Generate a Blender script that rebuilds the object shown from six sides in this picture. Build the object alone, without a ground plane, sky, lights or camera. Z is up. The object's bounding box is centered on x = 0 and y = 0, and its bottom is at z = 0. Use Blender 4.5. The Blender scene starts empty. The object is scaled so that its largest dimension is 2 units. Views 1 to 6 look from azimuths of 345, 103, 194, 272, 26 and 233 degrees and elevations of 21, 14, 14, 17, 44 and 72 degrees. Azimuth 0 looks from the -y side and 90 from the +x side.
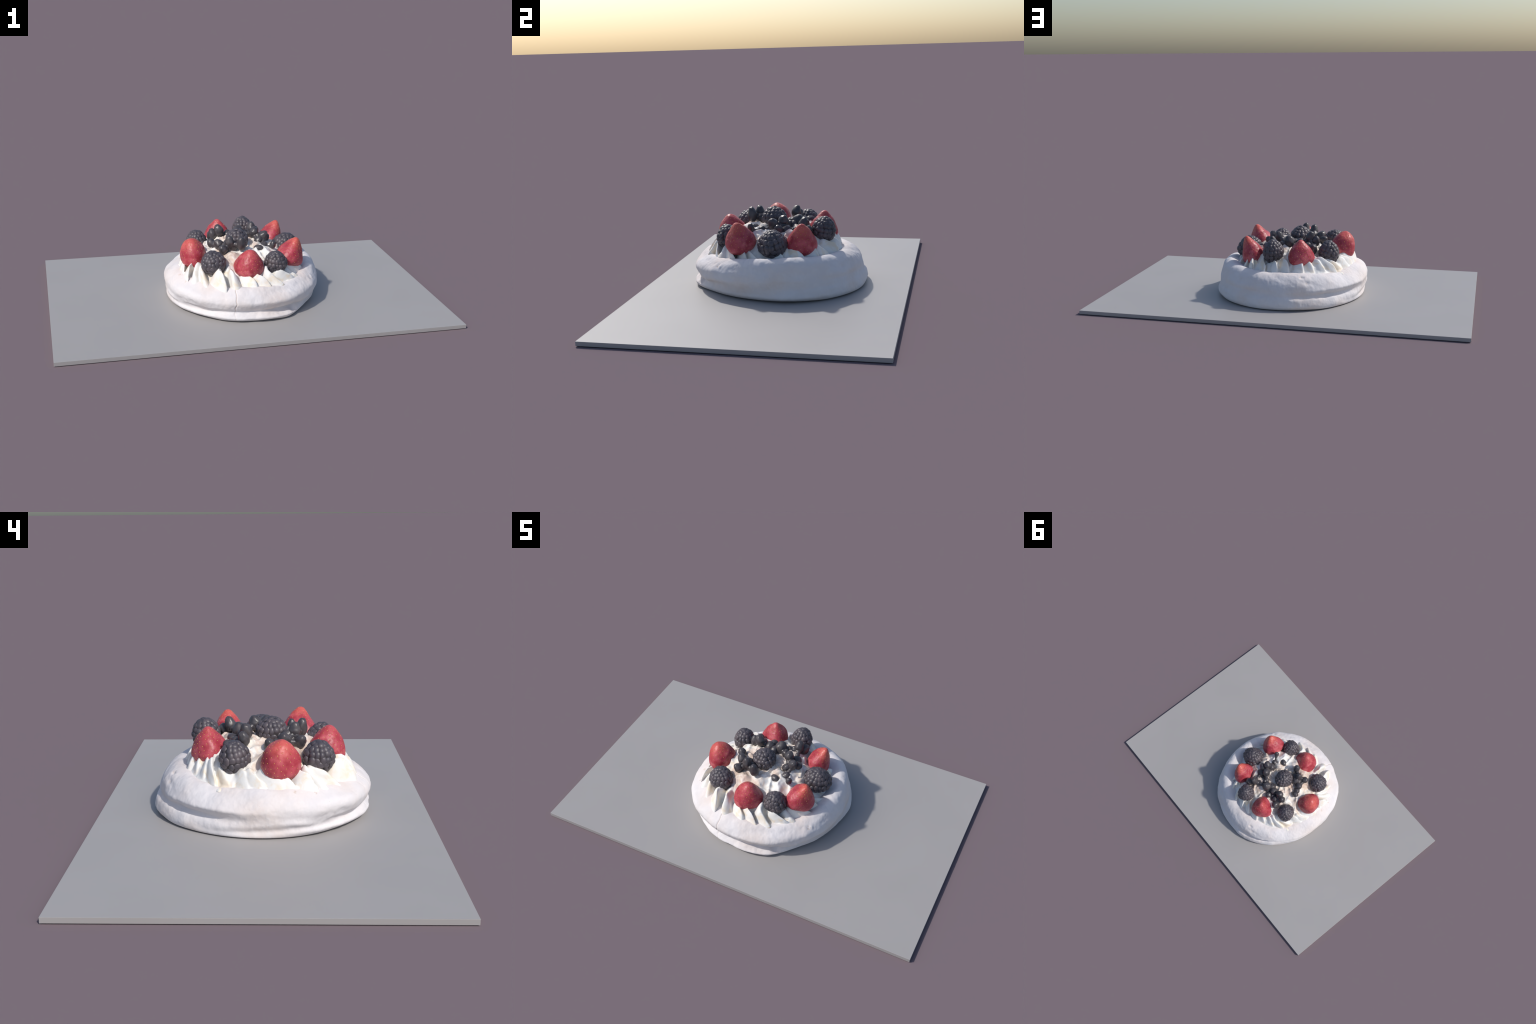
"""Berry pavlova on a thin square-edged serving board, built procedurally."""
import math, random
import bpy
import numpy as np
from mathutils import Vector, Matrix, noise

rng = random.Random(11)
CX, CY = -0.02, -0.01          # centre of the meringue
BOARD_TOP = 0.0192


# ------------------------------------------------------------------ helpers
def mesh_object(name, verts, faces, mat, parent=None, smooth=True):
    me = bpy.data.meshes.new(name)
    me.from_pydata([tuple(v) for v in verts], [], faces)
    me.polygons.foreach_set("use_smooth", [smooth] * len(me.polygons))
    me.materials.append(mat)
    me.update()
    ob = bpy.data.objects.new(name, me)
    bpy.context.scene.collection.objects.link(ob)
    if parent:
        ob.parent = parent
    return ob


def periodic(table):
    """Smooth periodic curve through (azimuth in degrees, value) keys."""
    t = sorted(table)
    xs = np.array([t[-1][0] - 360] + [a for a, _ in t] + [t[0][0] + 360, t[1][0] + 360], float)
    ys = np.array([t[-1][1]] + [v for _, v in t] + [t[0][1], t[1][1]], float)
    n = len(t)

    def f(a):
        a = (np.asarray(a, float) - t[0][0]) % 360 + t[0][0]
        i = np.clip(np.searchsorted(xs, a, side="right") - 1, 1, n)
        x0, x1 = xs[i], xs[i + 1]
        h = x1 - x0
        d = np.diff(ys) / np.diff(xs)
        def slope(k):
            p, q = d[k - 1], d[np.minimum(k, len(d) - 1)]
            return np.where(p * q > 0, 2 * p * q / np.where(p + q == 0, 1, p + q), 0) * 0.5 + (p + q) * 0.25
        m0, m1 = slope(i), slope(np.minimum(i + 1, len(xs) - 2))
        u = (a - x0) / h
        return ((2 * u**3 - 3 * u**2 + 1) * ys[i] + (u**3 - 2 * u**2 + u) * h * m0
                + (-2 * u**3 + 3 * u**2) * ys[i + 1] + (u**3 - u**2) * h * m1)
    return f


def fbm(x, y, z, scale, octaves=3, seed=0.0):
    return noise.fractal(Vector((x * scale + seed, y * scale - seed, z * scale + 2 * seed)), 0.6, 2.0, octaves,
                         noise_basis="PERLIN_ORIGINAL")


def polar(az, r):
    a = math.radians(az)
    return CX + r * math.cos(a), CY + r * math.sin(a)


# ---------------------------------------------------------------- materials
class Nodes:
    def __init__(self, name):
        self.mat = bpy.data.materials.new(name)
        self.mat.use_nodes = True
        self.t = self.mat.node_tree
        self.bsdf = next(n for n in self.t.nodes if n.type == "BSDF_PRINCIPLED")
        self.coord = self.t.nodes.new("ShaderNodeTexCoord")

    def put(self, node, inp, val):
        s = node.inputs[inp]
        if hasattr(val, "is_output"):
            self.t.links.new(val, s)
        else:
            s.default_value = val

    def noise(self, scale, detail=3, rough=0.55, vec=None, dist=0.0):
        n = self.t.nodes.new("ShaderNodeTexNoise")
        self.put(n, "Vector", vec or self.coord.outputs["Object"])
        for k, v in (("Scale", scale), ("Detail", detail), ("Roughness", rough), ("Distortion", dist)):
            self.put(n, k, v)
        return n.outputs["Fac"]

    def voronoi(self, scale, feature="F1"):
        n = self.t.nodes.new("ShaderNodeTexVoronoi")
        n.feature = feature
        self.put(n, "Vector", self.coord.outputs["Object"])
        self.put(n, "Scale", scale)
        return n.outputs["Distance"]

    def ramp(self, fac, lo, hi, a=0.0, b=1.0):
        n = self.t.nodes.new("ShaderNodeMapRange")
        n.interpolation_type = "SMOOTHSTEP"
        self.put(n, "Value", fac)
        for k, v in (("From Min", lo), ("From Max", hi), ("To Min", a), ("To Max", b)):
            self.put(n, k, v)
        return n.outputs["Result"]

    def math(self, op, a, b=0.0):
        n = self.t.nodes.new("ShaderNodeMath")
        n.operation = op
        self.put(n, 0, a)
        self.put(n, 1, b)
        return n.outputs[0]

    def mix(self, fac, a, b):
        n = self.t.nodes.new("ShaderNodeMix")
        n.data_type = "RGBA"
        self.put(n, 0, fac)
        for idx, c in ((6, a), (7, b)):
            if isinstance(c, tuple):
                c = (*c, 1.0) if len(c) == 3 else c
            self.put(n, idx, c)
        return n.outputs[2]

    def bump(self, height, strength, distance):
        n = self.t.nodes.new("ShaderNodeBump")
        self.put(n, "Height", height)
        self.put(n, "Strength", strength)
        self.put(n, "Distance", distance)
        self.t.links.new(n.outputs["Normal"], self.bsdf.inputs["Normal"])

    def near(self, point, radius):
        """1 inside a soft ball around a point in object space."""
        n = self.t.nodes.new("ShaderNodeVectorMath")
        n.operation = "DISTANCE"
        self.put(n, 0, self.coord.outputs["Object"])
        self.put(n, 1, point)
        return self.ramp(n.outputs["Value"], radius * 0.5, radius, 1.0, 0.0)

    def xyz(self):
        n = self.t.nodes.new("ShaderNodeSeparateXYZ")
        self.put(n, 0, self.coord.outputs["Object"])
        return n.outputs

    def random(self):
        return self.t.nodes.new("ShaderNodeObjectInfo").outputs["Random"]

    def done(self, colour, rough=0.6, spec=0.5, **kw):
        self.put(self.bsdf, "Base Color", (*colour, 1.0) if isinstance(colour, tuple) and len(colour) == 3 else colour)
        self.put(self.bsdf, "Roughness", rough)
        self.put(self.bsdf, "Specular IOR Level", spec)
        for k, v in kw.items():
            self.put(self.bsdf, k.replace("_", " "), v)
        return self.mat


def board_material():
    m = Nodes("satin_grey_board")
    c = m.mix(m.ramp(m.noise(2.2, 2), 0.35, 0.65), (0.345, 0.331, 0.327), (0.355, 0.341, 0.337))
    return m.done(c, rough=0.5, spec=0.5)


CRACK_AZ = -105.0


def crack_wander(z):
    return 0.010 * math.sin(z * 55.0 + 0.6) + 0.005 * math.sin(z * 170.0)


def meringue_material():
    m = Nodes("baked_meringue")
    warm = m.ramp(m.noise(6.5, 4), 0.40, 0.66)
    c = m.mix(warm, (0.69, 0.662, 0.675), (0.70, 0.628, 0.600))
    mott = m.ramp(m.noise(26, 4, 0.65), 0.35, 0.75)
    c = m.mix(m.math("MULTIPLY", mott, 0.5), c, (0.75, 0.735, 0.75))
    # tiny toasted pin-holes
    pin = m.ramp(m.voronoi(62), 0.05, 0.12, 1.0, 0.0)
    pin = m.math("MULTIPLY", pin, m.ramp(m.noise(9, 2), 0.52, 0.66))
    c = m.mix(m.math("MULTIPLY", pin, 0.45), c, (0.42, 0.34, 0.30))
    # toasted flecks where the shell has split or blistered
    flecks = [((0.300, -0.222, 0.154), 0.020, 0.6), ((0.318, -0.200, 0.150), 0.016, 0.5),
              ((0.332, 0.140, 0.205), 0.010, 0.6), ((0.191, -0.352, 0.068), 0.016, 0.5),
              ((-0.352, -0.117, 0.186), 0.010, 0.5), ((-0.118, 0.336, 0.186), 0.012, 0.35),
              ((-0.156, 0.356, 0.163), 0.013, 0.3), ((-0.335, -0.190, 0.175), 0.008, 0.5)]
    grain = m.ramp(m.noise(120, 3), 0.40, 0.56)
    for p, r, amount in flecks:
        k = m.math("MULTIPLY", m.math("MULTIPLY", m.near(p, r), grain), amount)
        c = m.mix(k, c, (0.46, 0.31, 0.19))
    # the fine crack that runs down the shell
    x, y, z = m.xyz()
    a = math.radians(CRACK_AZ)
    side = m.math("ADD", m.math("MULTIPLY", m.math("SUBTRACT", x, CX), -math.sin(a)),
                  m.math("MULTIPLY", m.math("SUBTRACT", y, CY), math.cos(a)))
    w1 = m.math("MULTIPLY", m.math("SINE", m.math("ADD", m.math("MULTIPLY", z, 55.0), 0.6)), 0.010 * 0.38)
    w2 = m.math("MULTIPLY", m.math("SINE", m.math("MULTIPLY", z, 170.0)), 0.005 * 0.38)
    off = m.math("ABSOLUTE", m.math("SUBTRACT", side, m.math("ADD", w1, w2)))
    line = m.ramp(off, 0.0008, 0.0022, 1.0, 0.0)
    line = m.math("MULTIPLY", line, m.ramp(y, -0.34, -0.33, 1.0, 0.0))
    c = m.mix(m.math("MULTIPLY", line, m.ramp(z, 0.06, 0.10, 0.22, 0.6)), c, (0.50, 0.38, 0.31))
    m.bump(m.noise(70, 4, 0.6), 0.25, 0.004)
    return m.done(c, rough=0.85, spec=0.25)


def cream_material():
    m = Nodes("whipped_cream")
    tint = m.ramp(m.noise(19, 3, 0.55, None, 0.8), 0.43, 0.70)  # tan patches: warm bounce light of the cream's hollows, painted into the colour
    c = m.mix(tint, (0.80, 0.79, 0.765), (0.78, 0.685, 0.555))
    juice = m.ramp(m.noise(7, 2, vec=None), 0.6, 0.78)
    c = m.mix(m.math("MULTIPLY", juice, 0.30), c, (0.72, 0.53, 0.47))
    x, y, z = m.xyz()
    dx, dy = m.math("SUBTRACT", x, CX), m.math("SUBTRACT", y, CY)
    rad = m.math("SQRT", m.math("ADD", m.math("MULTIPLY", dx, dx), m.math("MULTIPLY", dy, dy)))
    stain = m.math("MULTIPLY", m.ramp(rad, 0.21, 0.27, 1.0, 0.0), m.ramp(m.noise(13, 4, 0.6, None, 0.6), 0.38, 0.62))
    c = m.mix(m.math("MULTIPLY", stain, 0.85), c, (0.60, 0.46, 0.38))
    m.bump(m.noise(45, 3), 0.2, 0.004)
    return m.done(c, rough=0.55, spec=0.4)


def strawberry_material():
    m = Nodes("strawberry_skin")
    z = m.xyz()[2]
    c = m.mix(m.ramp(m.noise(26, 3), 0.35, 0.7), (0.35, 0.032, 0.050), (0.50, 0.082, 0.106))
    c = m.mix(m.math("MULTIPLY", m.ramp(m.noise(13, 4, 0.62), 0.5, 0.68), 0.6), c, (0.60, 0.15, 0.165))
    tip = m.math("MULTIPLY", m.ramp(m.math("ADD", z, m.math("MULTIPLY", m.noise(16, 2), 0.05)), 0.105, 0.165), m.ramp(m.random(), 0.1, 0.9, 0.15, 0.75))
    c = m.mix(tip, c, (0.62, 0.12, 0.080))
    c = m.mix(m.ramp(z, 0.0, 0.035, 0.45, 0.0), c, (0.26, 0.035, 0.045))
    m.bump(m.noise(90, 3), 0.35, 0.004)
    return m.done(c, rough=0.42, spec=0.45)


def plain(name, a, b, scale, rough, spec, **kw):
    m = Nodes(name)
    c = m.mix(m.ramp(m.noise(scale, 3), 0.35, 0.68), a, b)
    m.bump(m.noise(scale * 3, 2), 0.15, 0.003)
    return m.done(c, rough=rough, spec=spec, **kw)


M_BOARD, M_MERINGUE, M_CREAM, M_STRAW = board_material(), meringue_material(), cream_material(), strawberry_material()
M_SEED = plain("achene_gold", (0.66, 0.36, 0.10), (0.74, 0.46, 0.18), 40, 0.5, 0.4)
M_DRUPE = plain("blackberry_drupelet", (0.062, 0.055, 0.067), (0.102, 0.085, 0.096), 22, 0.44, 0.5)
M_CORE = plain("blackberry_core", (0.030, 0.026, 0.030), (0.046, 0.036, 0.038), 30, 0.6, 0.3)
M_BLUE = plain("dark_blueberry_skin", (0.050, 0.046, 0.053), (0.082, 0.072, 0.076), 34, 0.36, 0.5)


# -------------------------------------------------------------- serving board
def build_board():
    hx, hy, t, b = 1.0, 0.63, BOARD_TOP, 0.0006
    ob = mesh_object("serving_board",
                     [(x, y, z) for z in (0, t) for x, y in ((-hx, -hy), (hx, -hy), (hx, hy), (-hx, hy))],
                     [(3, 2, 1, 0), (4, 5, 6, 7), (0, 1, 5, 4), (1, 2, 6, 5), (2, 3, 7, 6), (3, 0, 4, 7)],
                     M_BOARD, smooth=False)
    mod = ob.modifiers.new("edge", "BEVEL")
    mod.width, mod.segments = b, 2
    ob["label"] = "thin flat rectangular light grey serving board with crisp edges"
    ob["category"] = "serving board"
    return ob


# ------------------------------------------------------------------- meringue
contact_r = periodic([(-159, .371), (-143, .368), (-128, .367), (-115, .380), (-103, .383), (-91, .383), (-78, .389),
                      (-66, .403), (-58, .393), (-48, .379), (-40, .373), (-24, .373), (-10, .378), (3, .391),
                      (15, .406), (27, .419), (43, .434), (56, .434), (73, .431), (90, .421), (108, .412),
                      (122, .407), (138, .392), (159, .379), (177, .374)])
low_r = periodic([(-180, .379), (-165, .385), (-145, .388), (-125, .394), (-110, .402), (-90, .403), (-77, .411),
                  (-66, .416), (-57, .406), (-46, .393), (-25, .396), (-10, .402), (3, .416), (14, .433), (27, .443),
                  (43, .450), (54, .450), (67, .442), (84, .436), (105, .431), (120, .418), (136, .402), (150, .389),
                  (165, .381)])
up_r = periodic([(-180, .393), (-166, .398), (-150, .408), (-131, .417), (-108, .408), (-92, .406), (-77, .408),
                 (-60, .416), (-40, .419), (-15, .418), (0, .420), (14, .425), (28, .431), (43, .434), (54, .431), (67, .422),
                 (80, .415), (92, .410), (106, .405), (120, .399), (135, .396), (150, .391), (165, .391)])
waist_r = periodic([(-165, .396), (-145, .388), (-130, .386), (-115, .386), (-96, .382), (-75, .376), (-59, .380),
                    (-45, .394), (-20, .404), (0, .413), (20, .429), (45, .438), (70, .424), (90, .416), (110, .406),
                    (130, .380), (150, .376), (165, .380), (180, .387)])
waist_z = periodic([(-150, .078), (-90, .074), (-60, .070), (-20, .075), (20, .085), (90, .092), (150, .092), (180, .086)])
crest_z = periodic([(-180, .190), (-150, .185), (-120, .180), (-90, .182), (-72, .177), (-50, .181), (-33, .187), (-12, .204),
                   (5, .211), (25, .213), (45, .207), (60, .201), (80, .197), (106, .199), (130, .189), (150, .181), (165, .184)])
crest_r = periodic([(-180, .325), (-150, .335), (-105, .345), (-60, .348), (-30, .350), (0, .364), (25, .375),
                   (45, .372), (60, .357), (90, .333), (115, .333), (135, .322), (160, .316)])


shoulder_in = periodic([(-180, .002), (-150, 0), (-100, .004), (-70, .008), (-40, .004), (0, 0), (30, .001), (60, .002), (106, 0), (130, .005),
                        (150, .014), (165, .012)])


def section(az):
    R, L, U, W = float(contact_r(az)), float(low_r(az)), float(up_r(az)), float(waist_r(az))
    zw, zc, rc = float(waist_z(az)), float(crest_z(az)), float(crest_r(az))
    b, si = BOARD_TOP, float(shoulder_in(az))
    return [(R - 0.040, b + 0.0013), (R - 0.018, b + 0.0030), (R + 0.002, b + 0.0065), (L, b + 0.024),
            (L * 0.6 + W * 0.4, zw - 0.017), (W, zw), (W * 0.45 + U * 0.55, zw + 0.017), (U, 0.122),
            (U - 0.007 - si, 0.146), (U * 0.55 + rc * 0.45 - si, zc - 0.017), (rc, zc),
            (rc - 0.040, zc - 0.008), (rc - 0.085, zc - 0.030), (rc - 0.16, zc - 0.036)]


# folds in the wall: (azimuth range, height at each end, depth, width)
FOLDS = [(-112, -205, .073, .042, .008, .011), (100, 160, .098, .082, .008, .012), (-20, -75, .088, .064, .006, .010),
         (30, 85, .122, .104, .006, .013), (-60, 5, .118, .128, .004, .012)]


def folds(az, z):
    d = 0.0
    for a0, a1, z0, z1, depth, w in FOLDS:
        span = a1 - a0
        q = (az - a0) if span > 0 else (a0 - az)
        q = (q + 40) % 360 - 40
        u = q / abs(span)
        if -0.1 < u < 1.1:
            f = max(0.0, math.sin(math.pi * min(1, max(0, (u + 0.1) / 1.2)))) ** 0.7
            f *= 0.75 + 0.35 * noise.noise(Vector((az * 0.06, a0, 0.3)))
            k = (z - (z0 + (z1 - z0) * u)) / w
            d += depth * f * (math.exp(-k * k) - 0.35 * math.exp(-(k - 1.9) ** 2))
    return d


def smooth_section(pts, n):
    p = np.array(pts)
    d = np.concatenate([[0], np.cumsum(np.sqrt(np.linalg.norm(np.diff(p, axis=0), axis=1)))])
    m = np.gradient(p, d, axis=0)
    out = []
    seglen = np.linalg.norm(np.diff(p, axis=0), axis=1)
    s = np.concatenate([[0], np.cumsum(seglen)])
    for q in np.linspace(0, s[-1], n):
        i = min(int(np.searchsorted(s, q, side="right") - 1), len(p) - 2)
        u = (q - s[i]) / seglen[i]
        h = d[i + 1] - d[i]
        out.append((2 * u**3 - 3 * u**2 + 1) * p[i] + (u**3 - 2 * u**2 + u) * h * m[i]
                   + (-2 * u**3 + 3 * u**2) * p[i + 1] + (u**3 - u**2) * h * m[i + 1])
    return np.array(out)


def gauss(d, w):
    return math.exp(-(d / w) ** 2)


def build_meringue(parent):
    NA, NP = 900, 112
    dents = [  # (point, radius, depth)
        ((-0.123, 0.340, 0.184), 0.0085, 0.0065), ((-0.134, 0.336, 0.184), 0.0075, 0.005), ((-0.156, 0.356, 0.163), 0.013, 0.005),
        ((0.300, -0.226, 0.152), 0.011, 0.009), ((0.322, -0.196, 0.148), 0.009, 0.007), ((0.276, -0.244, 0.156), 0.009, 0.007),
        ((0.191, -0.352, 0.066), 0.020, 0.016), ((0.283, -0.262, 0.075), 0.024, 0.006),
        ((0.205, 0.335, 0.150), 0.012, 0.005), ((0.185, 0.350, 0.100), 0.010, 0.005),
        ((-0.050, -0.375, 0.085), 0.022, 0.004)]
    bumps = [((0.243, 0.300, 0.130), 0.030, 0.008), ((0.313, -0.214, 0.158), 0.012, 0.005),
             ((0.318, -0.262, 0.145), 0.03, 0.005)]
    verts = []
    for i in range(NA):
        az = 360.0 * i / NA - 180
        ca, sa = math.cos(math.radians(az)), math.sin(math.radians(az))
        prof = smooth_section(section(az), NP)
        tang = np.gradient(prof, axis=0)
        dcrack0 = (az - CRACK_AZ)
        for (r, z), (tr, tz) in zip(prof, tang):
            x, y = CX + r * ca, CY + r * sa
            k = math.hypot(tr, tz) or 1
            nr, nz = tz / k, -tr / k            # outward normal of the section
            fade = min(1.0, max(0.0, (z - 0.024) / 0.02))
            d = 0.0045 * fbm(x, y, z * 1.6, 7.0, 2, 3.1) + 0.0013 * fbm(x, y, z, 26.0, 3, 1.7)
            d += 0.0016 * fbm(x, y, z * 1.8, 14.0, 2, 8.2)
            for p, rad, dep in dents:
                q = math.dist((x, y, z), p)
                if q < 3 * rad:
                    d -= dep * gauss(q, rad)
            for p, rad, hgt in bumps:
                q = math.dist((x, y, z), p)
                if q < 3 * rad:
                    d += hgt * gauss(q, rad)
            if abs(dcrack0) < 6 and z > 0.03:
                q = math.radians(dcrack0) * 0.38 - 0.38 * crack_wander(z)
                d -= 0.0030 * gauss(q, 0.0022) * (1.0 if z > 0.09 else 0.5)
            d = (d - folds(az, z)) * fade
            rr, zz = r + nr * d, z + nz * d
            verts.append((CX + rr * ca, CY + rr * sa, max(zz, BOARD_TOP + 0.0012)))
    faces = []
    for i in range(NA):
        j = (i + 1) % NA
        for k in range(NP - 1):
            faces.append((i * NP + k, j * NP + k, j * NP + k + 1, i * NP + k + 1))
    faces.append(tuple(reversed([i * NP for i in range(NA)])))
    faces.append(tuple(i * NP + NP - 1 for i in range(NA)))
    return mesh_object("meringue_shell", verts, faces, M_MERINGUE, parent)


# ---------------------------------------------------------------- whipped cream
MOUND = [(0.0, .304), (.06, .304), (.10, .302), (.15, .290), (.20, .268), (.25, .240), (.28, .212), (.31, .184), (.34, .168), (.36, .152)]


def mound_z(r):
    return float(np.interp(r, [a for a, _ in MOUND], [b for _, b in MOUND]))


def cream_height(x, y):
    r = math.hypot(x - CX, y - CY)
    a = math.atan2(y - CY, x - CX)
    z = mound_z(r)
    back = max(0.0, math.cos(a - math.radians(80))) ** 0.6
    front = max(0.0, math.cos(a + math.radians(95))) ** 0.5
    z += 0.006 * back * math.exp(-((r - 0.25) / 0.04) ** 2) - 0.022 * front * math.exp(-((r - 0.285) / 0.035) ** 2)
    amp = min(1.0, r / 0.08) * max(0.0, min(1.0, (0.34 - r) / 0.06))
    swirl = a * 8 + r * 34 + 3.0 * fbm(x, y, 0, 6, 2, 4.0)
    ridge = 1 - abs(math.sin(swirl))
    z += amp * (0.012 * ridge ** 1.3 - 0.004) + 0.016 * fbm(x, y, 0, 11, 3, 2.2) + 0.008 * abs(fbm(x, y, 0, 24, 2, 5.2))
    return z


def build_cream_mound():
    NR, NA = 90, 420
    verts, faces = [(CX, CY, mound_z(0))], []
    for k in range(1, NR + 1):
        r = 0.345 * k / NR
        for i in range(NA):
            x, y = polar(360 * i / NA, r * (1 + 0.02 * math.sin(9 * i * 2 * math.pi / NA)))
            verts.append((x, y, cream_height(x, y)))
    for i in range(NA):
        faces.append((0, 1 + i, 1 + (i + 1) % NA))
    for k in range(NR - 1):
        for i in range(NA):
            a, b = 1 + k * NA, 1 + (k + 1) * NA
            j = (i + 1) % NA
            faces.append((a + i, b + i, b + j, a + j))
    # closed underside
    base = len(verts)
    for i in range(NA):
        x, y, z = verts[1 + (NR - 1) * NA + i]
        verts.append((CX + (x - CX) * 0.9, CY + (y - CY) * 0.9, z - 0.02))
    for i in range(NA):
        j = (i + 1) % NA
        a = 1 + (NR - 1) * NA
        faces.append((a + i, base + i, base + j, a + j))
    faces.append(tuple(base + i for i in reversed(range(NA))))
    return verts, faces


def ruffle(az, r_foot, swirl, peak_z, r_peak, width, lean, foot_z, R):
    """One piped ridge: a thin curled fin that drops from a peak to its foot on the rim."""
    NS, NT = 26, 13
    verts, faces = [], []
    thick = R.uniform(0.005, 0.012)
    hook, drop = R.uniform(0.4, 1.0), R.choice((1.3, 1.8, 2.3, 2.8))
    if 20 < az % 360 < 170:                    # fuller, upright dollops along the back
        drop, peak_z = max(drop, 2.0) + 0.5, peak_z + 0.006
    elif drop > 1.5:
        drop += 0.4
    r_foot -= 0.004 * (drop - 1.3)
    for s_i in range(NS + 1):
        s = s_i / NS
        u = -0.45 + 1.45 * s                       # tail runs inward below the berries
        r = r_peak + (r_foot - r_peak) * u
        a = az - swirl * (1 - max(u, 0) ** (1 + hook)) + 1.2 * math.sin(5 * u + az)
        top = peak_z + (foot_z - peak_z) * max(u, 0) ** drop - (0.030 * (u / 0.45) ** 2 if u < 0 else 0)
        top += 0.0025 * math.sin(11 * u + az * 3)
        if u > 0.8:
            top -= 0.006 * ((u - 0.8) / 0.2) ** 2
        low = min(mound_z(max(r, 0.02)) - 0.022, foot_z - 0.014)
        h = max(top - low, 0.004)
        w = width * (0.55 + 0.45 * math.sin(math.pi * min(1, max(0, 0.15 + 0.60 * s)))) * (1 if u < .7 else math.sqrt(max(0.02, 1 - ((u - .7) / .3) ** 2)))
        for t_i in range(NT):
            t = abs(t_i / (NT - 1) * 2 - 1)        # 1 at base, 0 at crest
            sgn = -1 if t_i < NT // 2 else 1
            half = thick * min(1, t * 3) ** 0.7 + w * 0.5 * t ** 1.5
            if t_i == NT // 2:
                half = 0
            hh = h * (1 - t ** 1.5)
            curl = lean * (hh / 0.07) ** 1.6 * (0.4 + 1.0 * max(u, 0) ** 2)
            off = sgn * half + curl
            ra = math.radians(a)
            x = CX + r * math.cos(ra) - off * math.sin(ra)
            y = CY + r * math.sin(ra) + off * math.cos(ra)
            n = 0.0012 * fbm(x, y, low + hh, 40, 2, az)
            verts.append((x + n, y - n, low + hh + n))
    for s in range(NS):
        for t in range(NT - 1):
            a = s * NT + t
            faces.append((a, a + NT, a + NT + 1, a + 1))
        faces.append((s * NT + NT - 1, (s + 1) * NT + NT - 1, (s + 1) * NT, s * NT))
    faces.append(tuple(range(NT)))
    faces.append(tuple(reversed([NS * NT + t for t in range(NT)])))
    crest = [verts[s * NT + NT // 2] for s in range(NS + 1)]
    return verts, faces, crest


# (azimuth of foot, foot radius, peak height)
RUFFLES = [(-38, .358, .235), (-47, .352, .245), (-66, .345, .250), (-77, .342, .250), (-90, .338, .235), (-101, .357, .260),
           (-114, .368, .262), (-127, .354, .255), (-140, .362, .258), (-150, .360, .245), (-161, .345, .258),
           (-172, .334, .258), (178, .324, .248), (166, .317, .245), (153, .314, .250), (142, .322, .260), (131, .315, .254),
           (119, .312, .258), (106, .321, .264), (93, .318, .258), (80, .334, .250), (67, .348, .250), (54, .350, .250),
           (43, .350, .248), (31, .345, .240), (12, .330, .235), (-4, .328, .235), (-17, .335, .255), (-28, .342, .240)]


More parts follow.
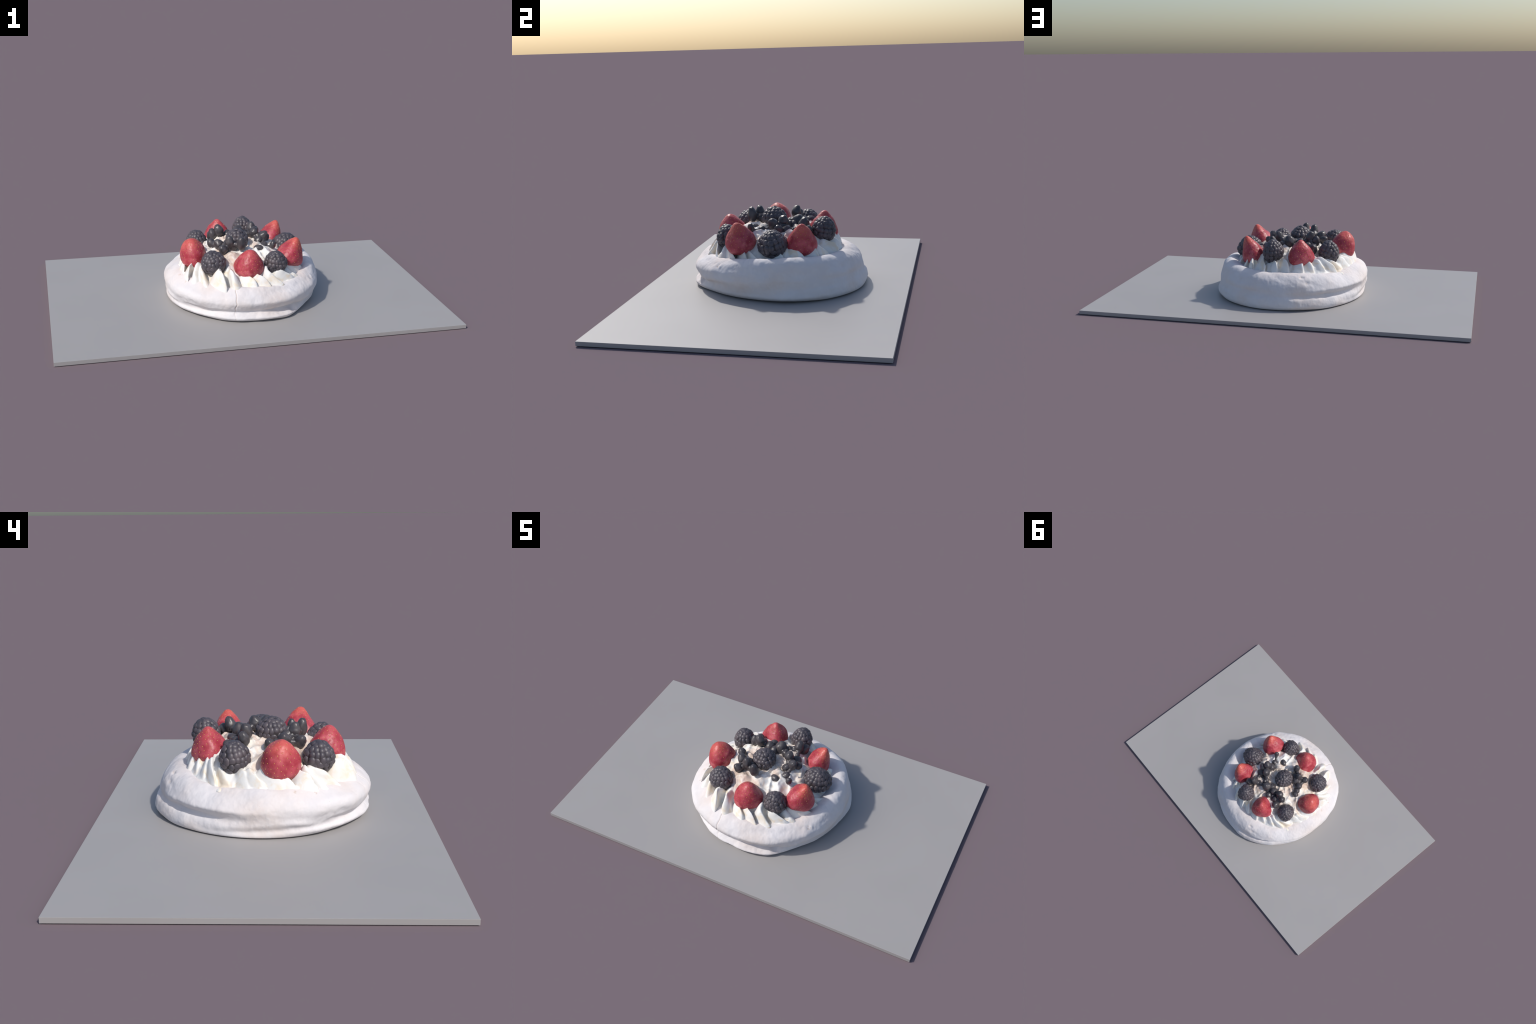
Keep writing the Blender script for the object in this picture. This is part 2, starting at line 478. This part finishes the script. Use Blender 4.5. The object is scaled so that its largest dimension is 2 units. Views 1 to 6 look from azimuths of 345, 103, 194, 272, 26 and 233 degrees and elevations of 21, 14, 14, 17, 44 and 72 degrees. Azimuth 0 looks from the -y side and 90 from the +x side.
def build_cream_cap(parent):
    """Mound plus piped ridges, fused into one soft surface and cut into its dollops."""
    R = random.Random(5)
    parts = [build_cream_mound() + (None,)]
    for az, rf, pz in RUFFLES:
        fz = float(np.interp(rf, [.30, .33, .36], [.196, .190, .172])) + (0.012 if -30 < az < 40 else 0)
        rf += 0.008 if -152 < az < -50 else 0.0
        parts.append(ruffle(az, rf, R.uniform(6, 15), pz + R.uniform(-.004, .008), rf - R.uniform(0.065, 0.092),
                            R.uniform(0.046, 0.070), R.choice((1, 1, 1, 1, -.6)) * R.uniform(0.010, 0.038), fz, R))
    outer = len(parts)
    # short stray peaks in the middle of the cake
    for x, y, pz in ((0.058, -0.052, .318), (-0.10, 0.02, .312), (0.10, 0.09, .300), (0.02, -0.16, .290),
                     (-0.10, -0.17, .286), (0.16, -0.02, .288), (0.03, 0.15, .292), (-0.17, 0.04, .290),
                     (0.20, -0.06, .262), (0.17, 0.09, .270), (-0.02, 0.22, .262), (-0.16, 0.16, .268),
                     (-0.23, 0.03, .262), (-0.24, -0.13, .262), (-0.11, -0.235, .258), (0.05, -0.24, .258), (0.13, 0.19, .268)):
        az = math.degrees(math.atan2(y - CY, x - CX))
        r = math.hypot(x - CX, y - CY)
        parts.append(ruffle(az, r + 0.045, R.uniform(6, 20), pz, r, 0.064, 0.012, mound_z(r + 0.045) + 0.004, R))
    verts, faces = [], []
    for v, f, _ in parts:
        o = len(verts)
        verts += v
        faces += [tuple(o + q for q in g) for g in f]
    raw = mesh_object("cream_field", verts, faces, M_CREAM)
    m = raw.modifiers.new("fuse", "REMESH")
    m.mode, m.voxel_size, m.use_smooth_shade = "VOXEL", 0.0030, True
    m = raw.modifiers.new("soften", "SMOOTH")
    m.factor, m.iterations = 0.5, 3
    bpy.context.view_layer.update()
    me = bpy.data.meshes.new_from_object(raw.evaluated_get(bpy.context.evaluated_depsgraph_get()))
    bpy.data.objects.remove(raw)
    n = len(me.vertices)
    co = np.empty(n * 3)
    me.vertices.foreach_get("co", co)
    co = co.reshape(-1, 3)
    nor = np.empty(n * 3)
    me.vertices.foreach_get("normal", nor)
    nor = nor.reshape(-1, 3)
    polys = [tuple(p.vertices) for p in me.polygons]
    mid = np.array([co[list(p)].mean(axis=0) for p in polys])
    bpy.data.meshes.remove(me)
    rad = np.hypot(mid[:, 0] - CX, mid[:, 1] - CY)
    owner = np.zeros(len(polys), int)
    best = np.full(len(polys), 1e9)
    for k in range(1, outer):
        for c in parts[k][2][10:]:
            d = np.hypot(mid[:, 0] - c[0], mid[:, 1] - c[1])
            hit = (d < best) & (rad > 0.255) & (d < 0.05)
            owner[hit], best[hit] = k, d[hit]
    cream = None
    for k in range(outer):
        sel = [polys[i] for i in np.nonzero(owner == k)[0]]
        if not sel:
            continue
        used = sorted({v for p in sel for v in p})
        idx = {v: i for i, v in enumerate(used)}
        ob = mesh_object("cream_dollop" if cream else "whipped_cream", [co[v] for v in used],
                         [tuple(idx[v] for v in p) for p in sel], M_CREAM, cream or parent)
        ob.data.normals_split_custom_set_from_vertices([tuple(nor[v]) for v in used])
        cream = cream or ob
    return cream


# ------------------------------------------------------------------ fruit
def frame(origin, axis, spin):
    z = Vector(axis).normalized()
    x = z.orthogonal().normalized()
    x = Matrix.Rotation(spin, 3, z) @ x
    y = z.cross(x)
    m = Matrix((x, y, z)).transposed().to_4x4()
    m.translation = Vector(origin)
    return m


def build_strawberry(parent, bottom, tip, radius, blunt, seed):
    """Body of revolution with achene pits; origin at its wide end, +z to the tip."""
    R = random.Random(seed)
    axis = Vector(tip) - Vector(bottom)
    H = axis.length
    NU, NV = 96, 64
    # achenes on a spiral lattice
    golden = math.pi * (3 - math.sqrt(5))
    cone = [(0, 0), (0, .55), (.05, .85), (.20, 1.0), (.38, .93), (.58, .73), (.76, .49), (.90, .27), (.97, .14), (1, 0)]
    dome = [(0, 0), (0, .52), (.06, .82), (.24, 1.0), (.46, .97), (.66, .83), (.82, .62), (.93, .39), (.985, .17), (1, 0)]
    ctrl = [(a[0] + (b[0] - a[0]) * blunt, (a[1] + (b[1] - a[1]) * blunt) * radius / H) for a, b in zip(cone, dome)]
    ctrl = [(q * 1.0, w) for q, w in ctrl]
    curve = smooth_section(ctrl, NV + 1)
    cz, cr = np.clip(curve[:, 0], 0, 1), np.maximum(curve[:, 1], 0) * H
    prof_r = lambda v: float(np.interp(v, cz[NV // 8:], cr[NV // 8:]))
    n_seed = 120
    seeds = []
    for k in range(n_seed):
        v = 0.10 + 0.86 * (k + 0.5) / n_seed
        v = 0.10 + 0.86 * ((v - 0.10) / 0.86) ** 1.25
        seeds.append((k * golden + R.uniform(-.08, .08), v + R.uniform(-.008, .008)))
    lobes = [(R.uniform(0, 6.28), R.randint(2, 3), R.uniform(0.02, 0.05)) for _ in range(3)]

    def point(u, v):
        r = prof_r(v) * (1 + sum(a * math.cos(n * u + p) for p, n, a in lobes))
        return Vector((r * math.cos(u), r * math.sin(u), H * v))

    sp = [point(u, v) for u, v in seeds]
    sp = [p + Vector((p.x, p.y, (p.z - H * 0.42) * 0.7)).normalized() * 0.0050 * fbm(p.x, p.y, p.z, 11, 2, seed + 7) for p in sp]
    sarr = np.array([tuple(p) for p in sp])
    verts, faces = [], []
    for i in range(NV + 1):
        for j in range(NU):
            u = 2 * math.pi * j / NU
            k = cr[i] * (1 + sum(a * math.cos(n * u + p) for p, n, a in lobes))
            p = Vector((k * math.cos(u), k * math.sin(u), H * cz[i]))
            n = Vector((p.x, p.y, (p.z - H * 0.42) * 0.7))
            n.normalize()
            d = float(np.min(np.sum((sarr - np.array(p)) ** 2, axis=1))) ** 0.5
            p = p - n * 0.0015 * gauss(d, 0.0036) + n * 0.0010 * fbm(p.x, p.y, p.z, 34, 2, seed) + n * 0.0050 * fbm(p.x, p.y, p.z, 11, 2, seed + 7)
            verts.append(p)
    for i in range(NV):
        for j in range(NU):
            k = (j + 1) % NU
            faces.append((i * NU + j, i * NU + k, (i + 1) * NU + k, (i + 1) * NU + j))
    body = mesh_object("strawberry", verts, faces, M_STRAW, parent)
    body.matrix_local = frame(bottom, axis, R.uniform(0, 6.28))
    # achenes: small flattened drops pointing to the tip
    sv, sf = [], []
    for p in sp:
        n = Vector((p.x, p.y, (p.z - H * 0.42) * 0.7)).normalized()
        t = (Vector((0, 0, 1)) - n * n.z)
        t = t.normalized() if t.length > 1e-4 else Vector((1, 0, 0))
        b = n.cross(t)
        c = p - n * 0.0004
        o = len(sv)
        sv += [c + t * 0.0030, c - t * 0.0026, c + b * 0.0017, c - b * 0.0017, c + n * 0.0010, c - n * 0.0010]
        sf += [tuple(o + q for q in f) for f in ((0, 2, 4), (2, 1, 4), (1, 3, 4), (3, 0, 4),
                                                 (2, 0, 5), (1, 2, 5), (3, 1, 5), (0, 3, 5))]
    s = mesh_object("achenes", sv, sf, M_SEED, body)
    s["kind"] = "stuff"
    return body


def unit_sphere(nu, nv):
    v = [(0, 0, -1)]
    for i in range(1, nv):
        t = math.pi * i / nv
        v += [(math.sin(t) * math.cos(2 * math.pi * j / nu), math.sin(t) * math.sin(2 * math.pi * j / nu), -math.cos(t))
              for j in range(nu)]
    v.append((0, 0, 1))
    f = [(0, 1 + (j + 1) % nu, 1 + j) for j in range(nu)]
    for i in range(nv - 2):
        for j in range(nu):
            k = (j + 1) % nu
            f.append((1 + i * nu + j, 1 + i * nu + k, 1 + (i + 1) * nu + k, 1 + (i + 1) * nu + j))
    L = len(v) - 1
    f += [(L, L - nu + j, L - nu + (j + 1) % nu) for j in range(nu)]
    return v, f


BALL_V, BALL_F = unit_sphere(18, 10)


def build_blackberry(parent, centre, axis, rad, half, taper, seed):
    R = random.Random(seed)
    NU, NV = 48, 32
    wob, ph0 = R.uniform(0.02, 0.06), R.uniform(0, 6.28)
    size = R.uniform(0.0136, 0.0156)

    def shell(d):
        """Point of the berry's envelope in unit direction d."""
        k = rad * (1 - taper * max(d.z, 0) ** 1.3 + 0.06 * max(-d.z, 0))
        k *= 1 + wob * math.cos(2 * math.atan2(d.y, d.x) + ph0) + 0.04 * math.sin(3 * math.atan2(d.y, d.x) + 2 * ph0)
        return Vector((d.x * k, d.y * k, d.z * half))
    verts, faces = unit_sphere(NU, NV)
    verts = [shell(Vector(v)) * 0.93 for v in verts]
    core = mesh_object("blackberry", verts, faces, M_CORE, parent)
    core.matrix_local = frame(centre, axis, R.uniform(0, 6.28))
    dv, df = [], []
    rows = max(6, int(round(math.pi * half / (size * 1.62))))
    for i in range(rows):
        t = math.pi * (i + 0.35) / rows
        ring = math.sin(t)
        n = max(1, int(round(2 * math.pi * rad * ring / (size * 1.72))))
        for j in range(n):
            ph = 2 * math.pi * (j + (0.5 if i % 2 else 0) + R.uniform(-.14, .14)) / n
            tt = t + R.uniform(-.06, .06)
            d = Vector((math.sin(tt) * math.cos(ph), math.sin(tt) * math.sin(ph), math.cos(tt)))
            p = shell(d)
            nrm = Vector((d.x / rad, d.y / rad, d.z / half)).normalized()
            m = frame(p * 0.835, nrm, 0).to_3x3()
            up = Vector((0, 0, 1)) - nrm * nrm.z
            if up.length > 0.05:
                up.normalize()
                m = Matrix((nrm.cross(up) * -1, up, nrm)).transposed()
            sx, sy, sz = size * R.uniform(.82, 1.12), size * R.uniform(.92, 1.28), size * R.uniform(.62, .86)
            o = len(dv)
            dv += [p * 0.835 + m @ Vector((v[0] * sx, v[1] * sy, v[2] * sz)) for v in BALL_V]
            df += [tuple(o + q for q in f) for f in BALL_F]
    dr = mesh_object("drupelets", dv, df, M_DRUPE, core)
    dr["kind"] = "stuff"
    return core


def build_blueberry(parent, c, r, tall, axis, crown, seed):
    R = random.Random(seed)
    v, f = unit_sphere(36, 24)
    pts = []
    for x, y, z in v:
        p = Vector((x, y, z))
        k = 1 + 0.10 * fbm(x, y, z, 1.1, 2, seed)
        if z > 0.35:                              # drawn-up crown of the berry
            q = (z - 0.35) / 0.65
            k *= 1 + crown * q ** 2
            s = 1 - 0.35 * crown * q
            p.x *= s
            p.y *= s
            if z > 0.93:
                k -= 0.10 * crown
        p = p * k * r
        p.z *= tall
        pts.append(p)
    ob = mesh_object("blueberry", pts, f, M_BLUE, parent)
    ob.matrix_local = frame(c, axis, R.uniform(0, 6.28))
    return ob


def build_berry_links(parent, berries):
    """Added dark links between neighbouring blueberries, imitating how the scan merged them."""
    mb = bpy.data.metaballs.new("link_field")
    mb.resolution = mb.render_resolution = 0.004
    mb.threshold = 0.12
    ob = bpy.data.objects.new("link_field", mb)
    bpy.context.scene.collection.objects.link(ob)
    def drop(p, r):
        e = mb.elements.new()
        e.co, e.radius, e.stiffness = p, r, 2.0
    for i, (c, r) in enumerate(berries):
        c = Vector(c)
        drop(c - Vector((0, 0, r * 0.55)), r * 1.35)
        for d, q in berries[i + 1:]:
            d = Vector(d)
            if (c - d).length < 2.15 * (r + q):
                n = 3
                for k in range(1, n + 1):
                    f = k / (n + 1)
                    drop(c.lerp(d, f) - Vector((0, 0, 0.007)), (r + (q - r) * f) * (1.05 - 0.28 * math.sin(math.pi * f)))
    bpy.context.view_layer.update()
    dg = bpy.context.evaluated_depsgraph_get()
    me = bpy.data.meshes.new_from_object(ob.evaluated_get(dg))
    bpy.data.objects.remove(ob)
    me.name = "berry_links"
    me.materials.clear()
    me.materials.append(M_BLUE)
    me.polygons.foreach_set("use_smooth", [True] * len(me.polygons))
    s = bpy.data.objects.new("berry_links", me)
    bpy.context.scene.collection.objects.link(s)
    s.parent = parent
    s["kind"] = "stuff"
    return s


def build_fruit(parent):
    # wide end, tip, radius, bluntness
    straw = [((.205, -.137, .222), (.252, -.152, .354), .073, 0.05),
             ((-.026, -.238, .206), (-.022, -.258, .347), .073, 0.55),
             ((-.260, -.058, .214), (-.288, -.070, .356), .071, 0.95),
             ((-.087, .198, .222), (-.092, .208, .361), .071, 0.25),
             ((.176, .140, .212), (.226, .150, .350), .067, 0.10)]
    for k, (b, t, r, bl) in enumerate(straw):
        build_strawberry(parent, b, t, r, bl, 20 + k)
    # centre, axis, radius, half height, taper
    black = [((.118, -.228, .262), (.05, -.25, 1), .058, .062, .20), ((-.198, -.206, .271), (-.15, .02, 1), .063, .063, .18),
             ((-.223, .102, .272), (-.06, .10, 1), .058, .067, .16), ((.056, .226, .293), (-.02, .18, 1), .057, .066, .18),
             ((.240, .016, .258), (.15, -.08, 1), .074, .070, .30), ((-.039, -.034, .326), (-.05, .02, 1), .063, .058, .20)]
    for k, (c, a, r, h, t) in enumerate(black):
        build_blackberry(parent, c, a, r, h, t, 40 + k)
    # centre, radius, tallness, axis, crown
    blue = [((.135, -.110, .314), .013, 1.35, (.1, -.2, 1), .3), ((.056, -.108, .296), .017, 1.15, (.8, -.5, .5), .6),
            ((-.041, -.146, .343), .0185, 1.75, (-.1, -.1, 1), .2), ((-.096, -.118, .345), .019, 1.15, (0, -.1, 1), .8),
            ((-.134, -.140, .316), .018, 1.05, (-.6, -.4, .6), .3), ((-.142, -.079, .322), .020, 1.05, (-.5, .1, .8), .4),
            ((-.170, -.026, .312), .017, 1.05, (-.5, .2, .8), .5), ((.108, -.007, .328), .020, 1.10, (.4, -.3, .8), .5),
            ((.070, .034, .336), .020, 1.00, (.2, .1, 1), .6), ((.100, .055, .296), .022, 1.00, (.8, .3, .5), .3),
            ((.081, .133, .322), .020, 1.25, (.1, .2, 1), .7), ((.102, .155, .300), .020, 1.10, (.6, .5, .6), .3),
            ((-.004, .090, .319), .025, 1.05, (.2, .4, .8), .5), ((-.112, .063, .346), .020, 1.25, (-.3, .1, 1), .4),
            ((-.061, .075, .312), .021, 1.05, (0, .3, 1), .4), ((-.056, .112, .298), .019, 1.05, (0, .6, .8), .4),
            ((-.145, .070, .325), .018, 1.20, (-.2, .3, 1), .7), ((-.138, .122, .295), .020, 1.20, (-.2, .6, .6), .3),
            ((-.075, -.105, .318), .021, 1.20, (-.3, -.6, .8), .3), ((-.100, -.088, .322), .020, 1.05, (-.4, -.2, 1), .4),
            ((-.030, .060, .306), .020, 1.10, (.1, .4, .8), .4), ((-.106, .098, .298), .019, 1.10, (-.1, .5, .8), .4),
            ((.030, .072, .304), .018, 1.10, (.2, .4, .8), .4), ((-.155, -.052, .308), .017, 1.10, (-.6, .1, .7), .4),
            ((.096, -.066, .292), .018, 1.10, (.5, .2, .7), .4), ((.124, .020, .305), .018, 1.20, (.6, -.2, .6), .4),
            ((.080, -.022, .308), .017, 1.15, (.5, -.4, .8), .4)]
    blue = [((c[0], c[1], c[2] - 0.004), r, t, a, cr) for c, r, t, a, cr in blue]
    for k, (c, r, t, a, cr) in enumerate(blue):
        build_blueberry(parent, c, r * 1.25, 1 + (t - 1) * 0.8, a, cr * 0.45, 70 + k)
    build_berry_links(parent, [(c, r) for c, r, t, a, cr in blue])


def main():
    build_board()
    cake = bpy.data.objects.new("pavlova", None)
    bpy.context.scene.collection.objects.link(cake)
    cake["label"] = "round white meringue pavlova topped with cream, strawberries and blackberries"
    cake["category"] = "cake"
    build_meringue(cake)
    build_cream_cap(cake)
    build_fruit(cake)


main()
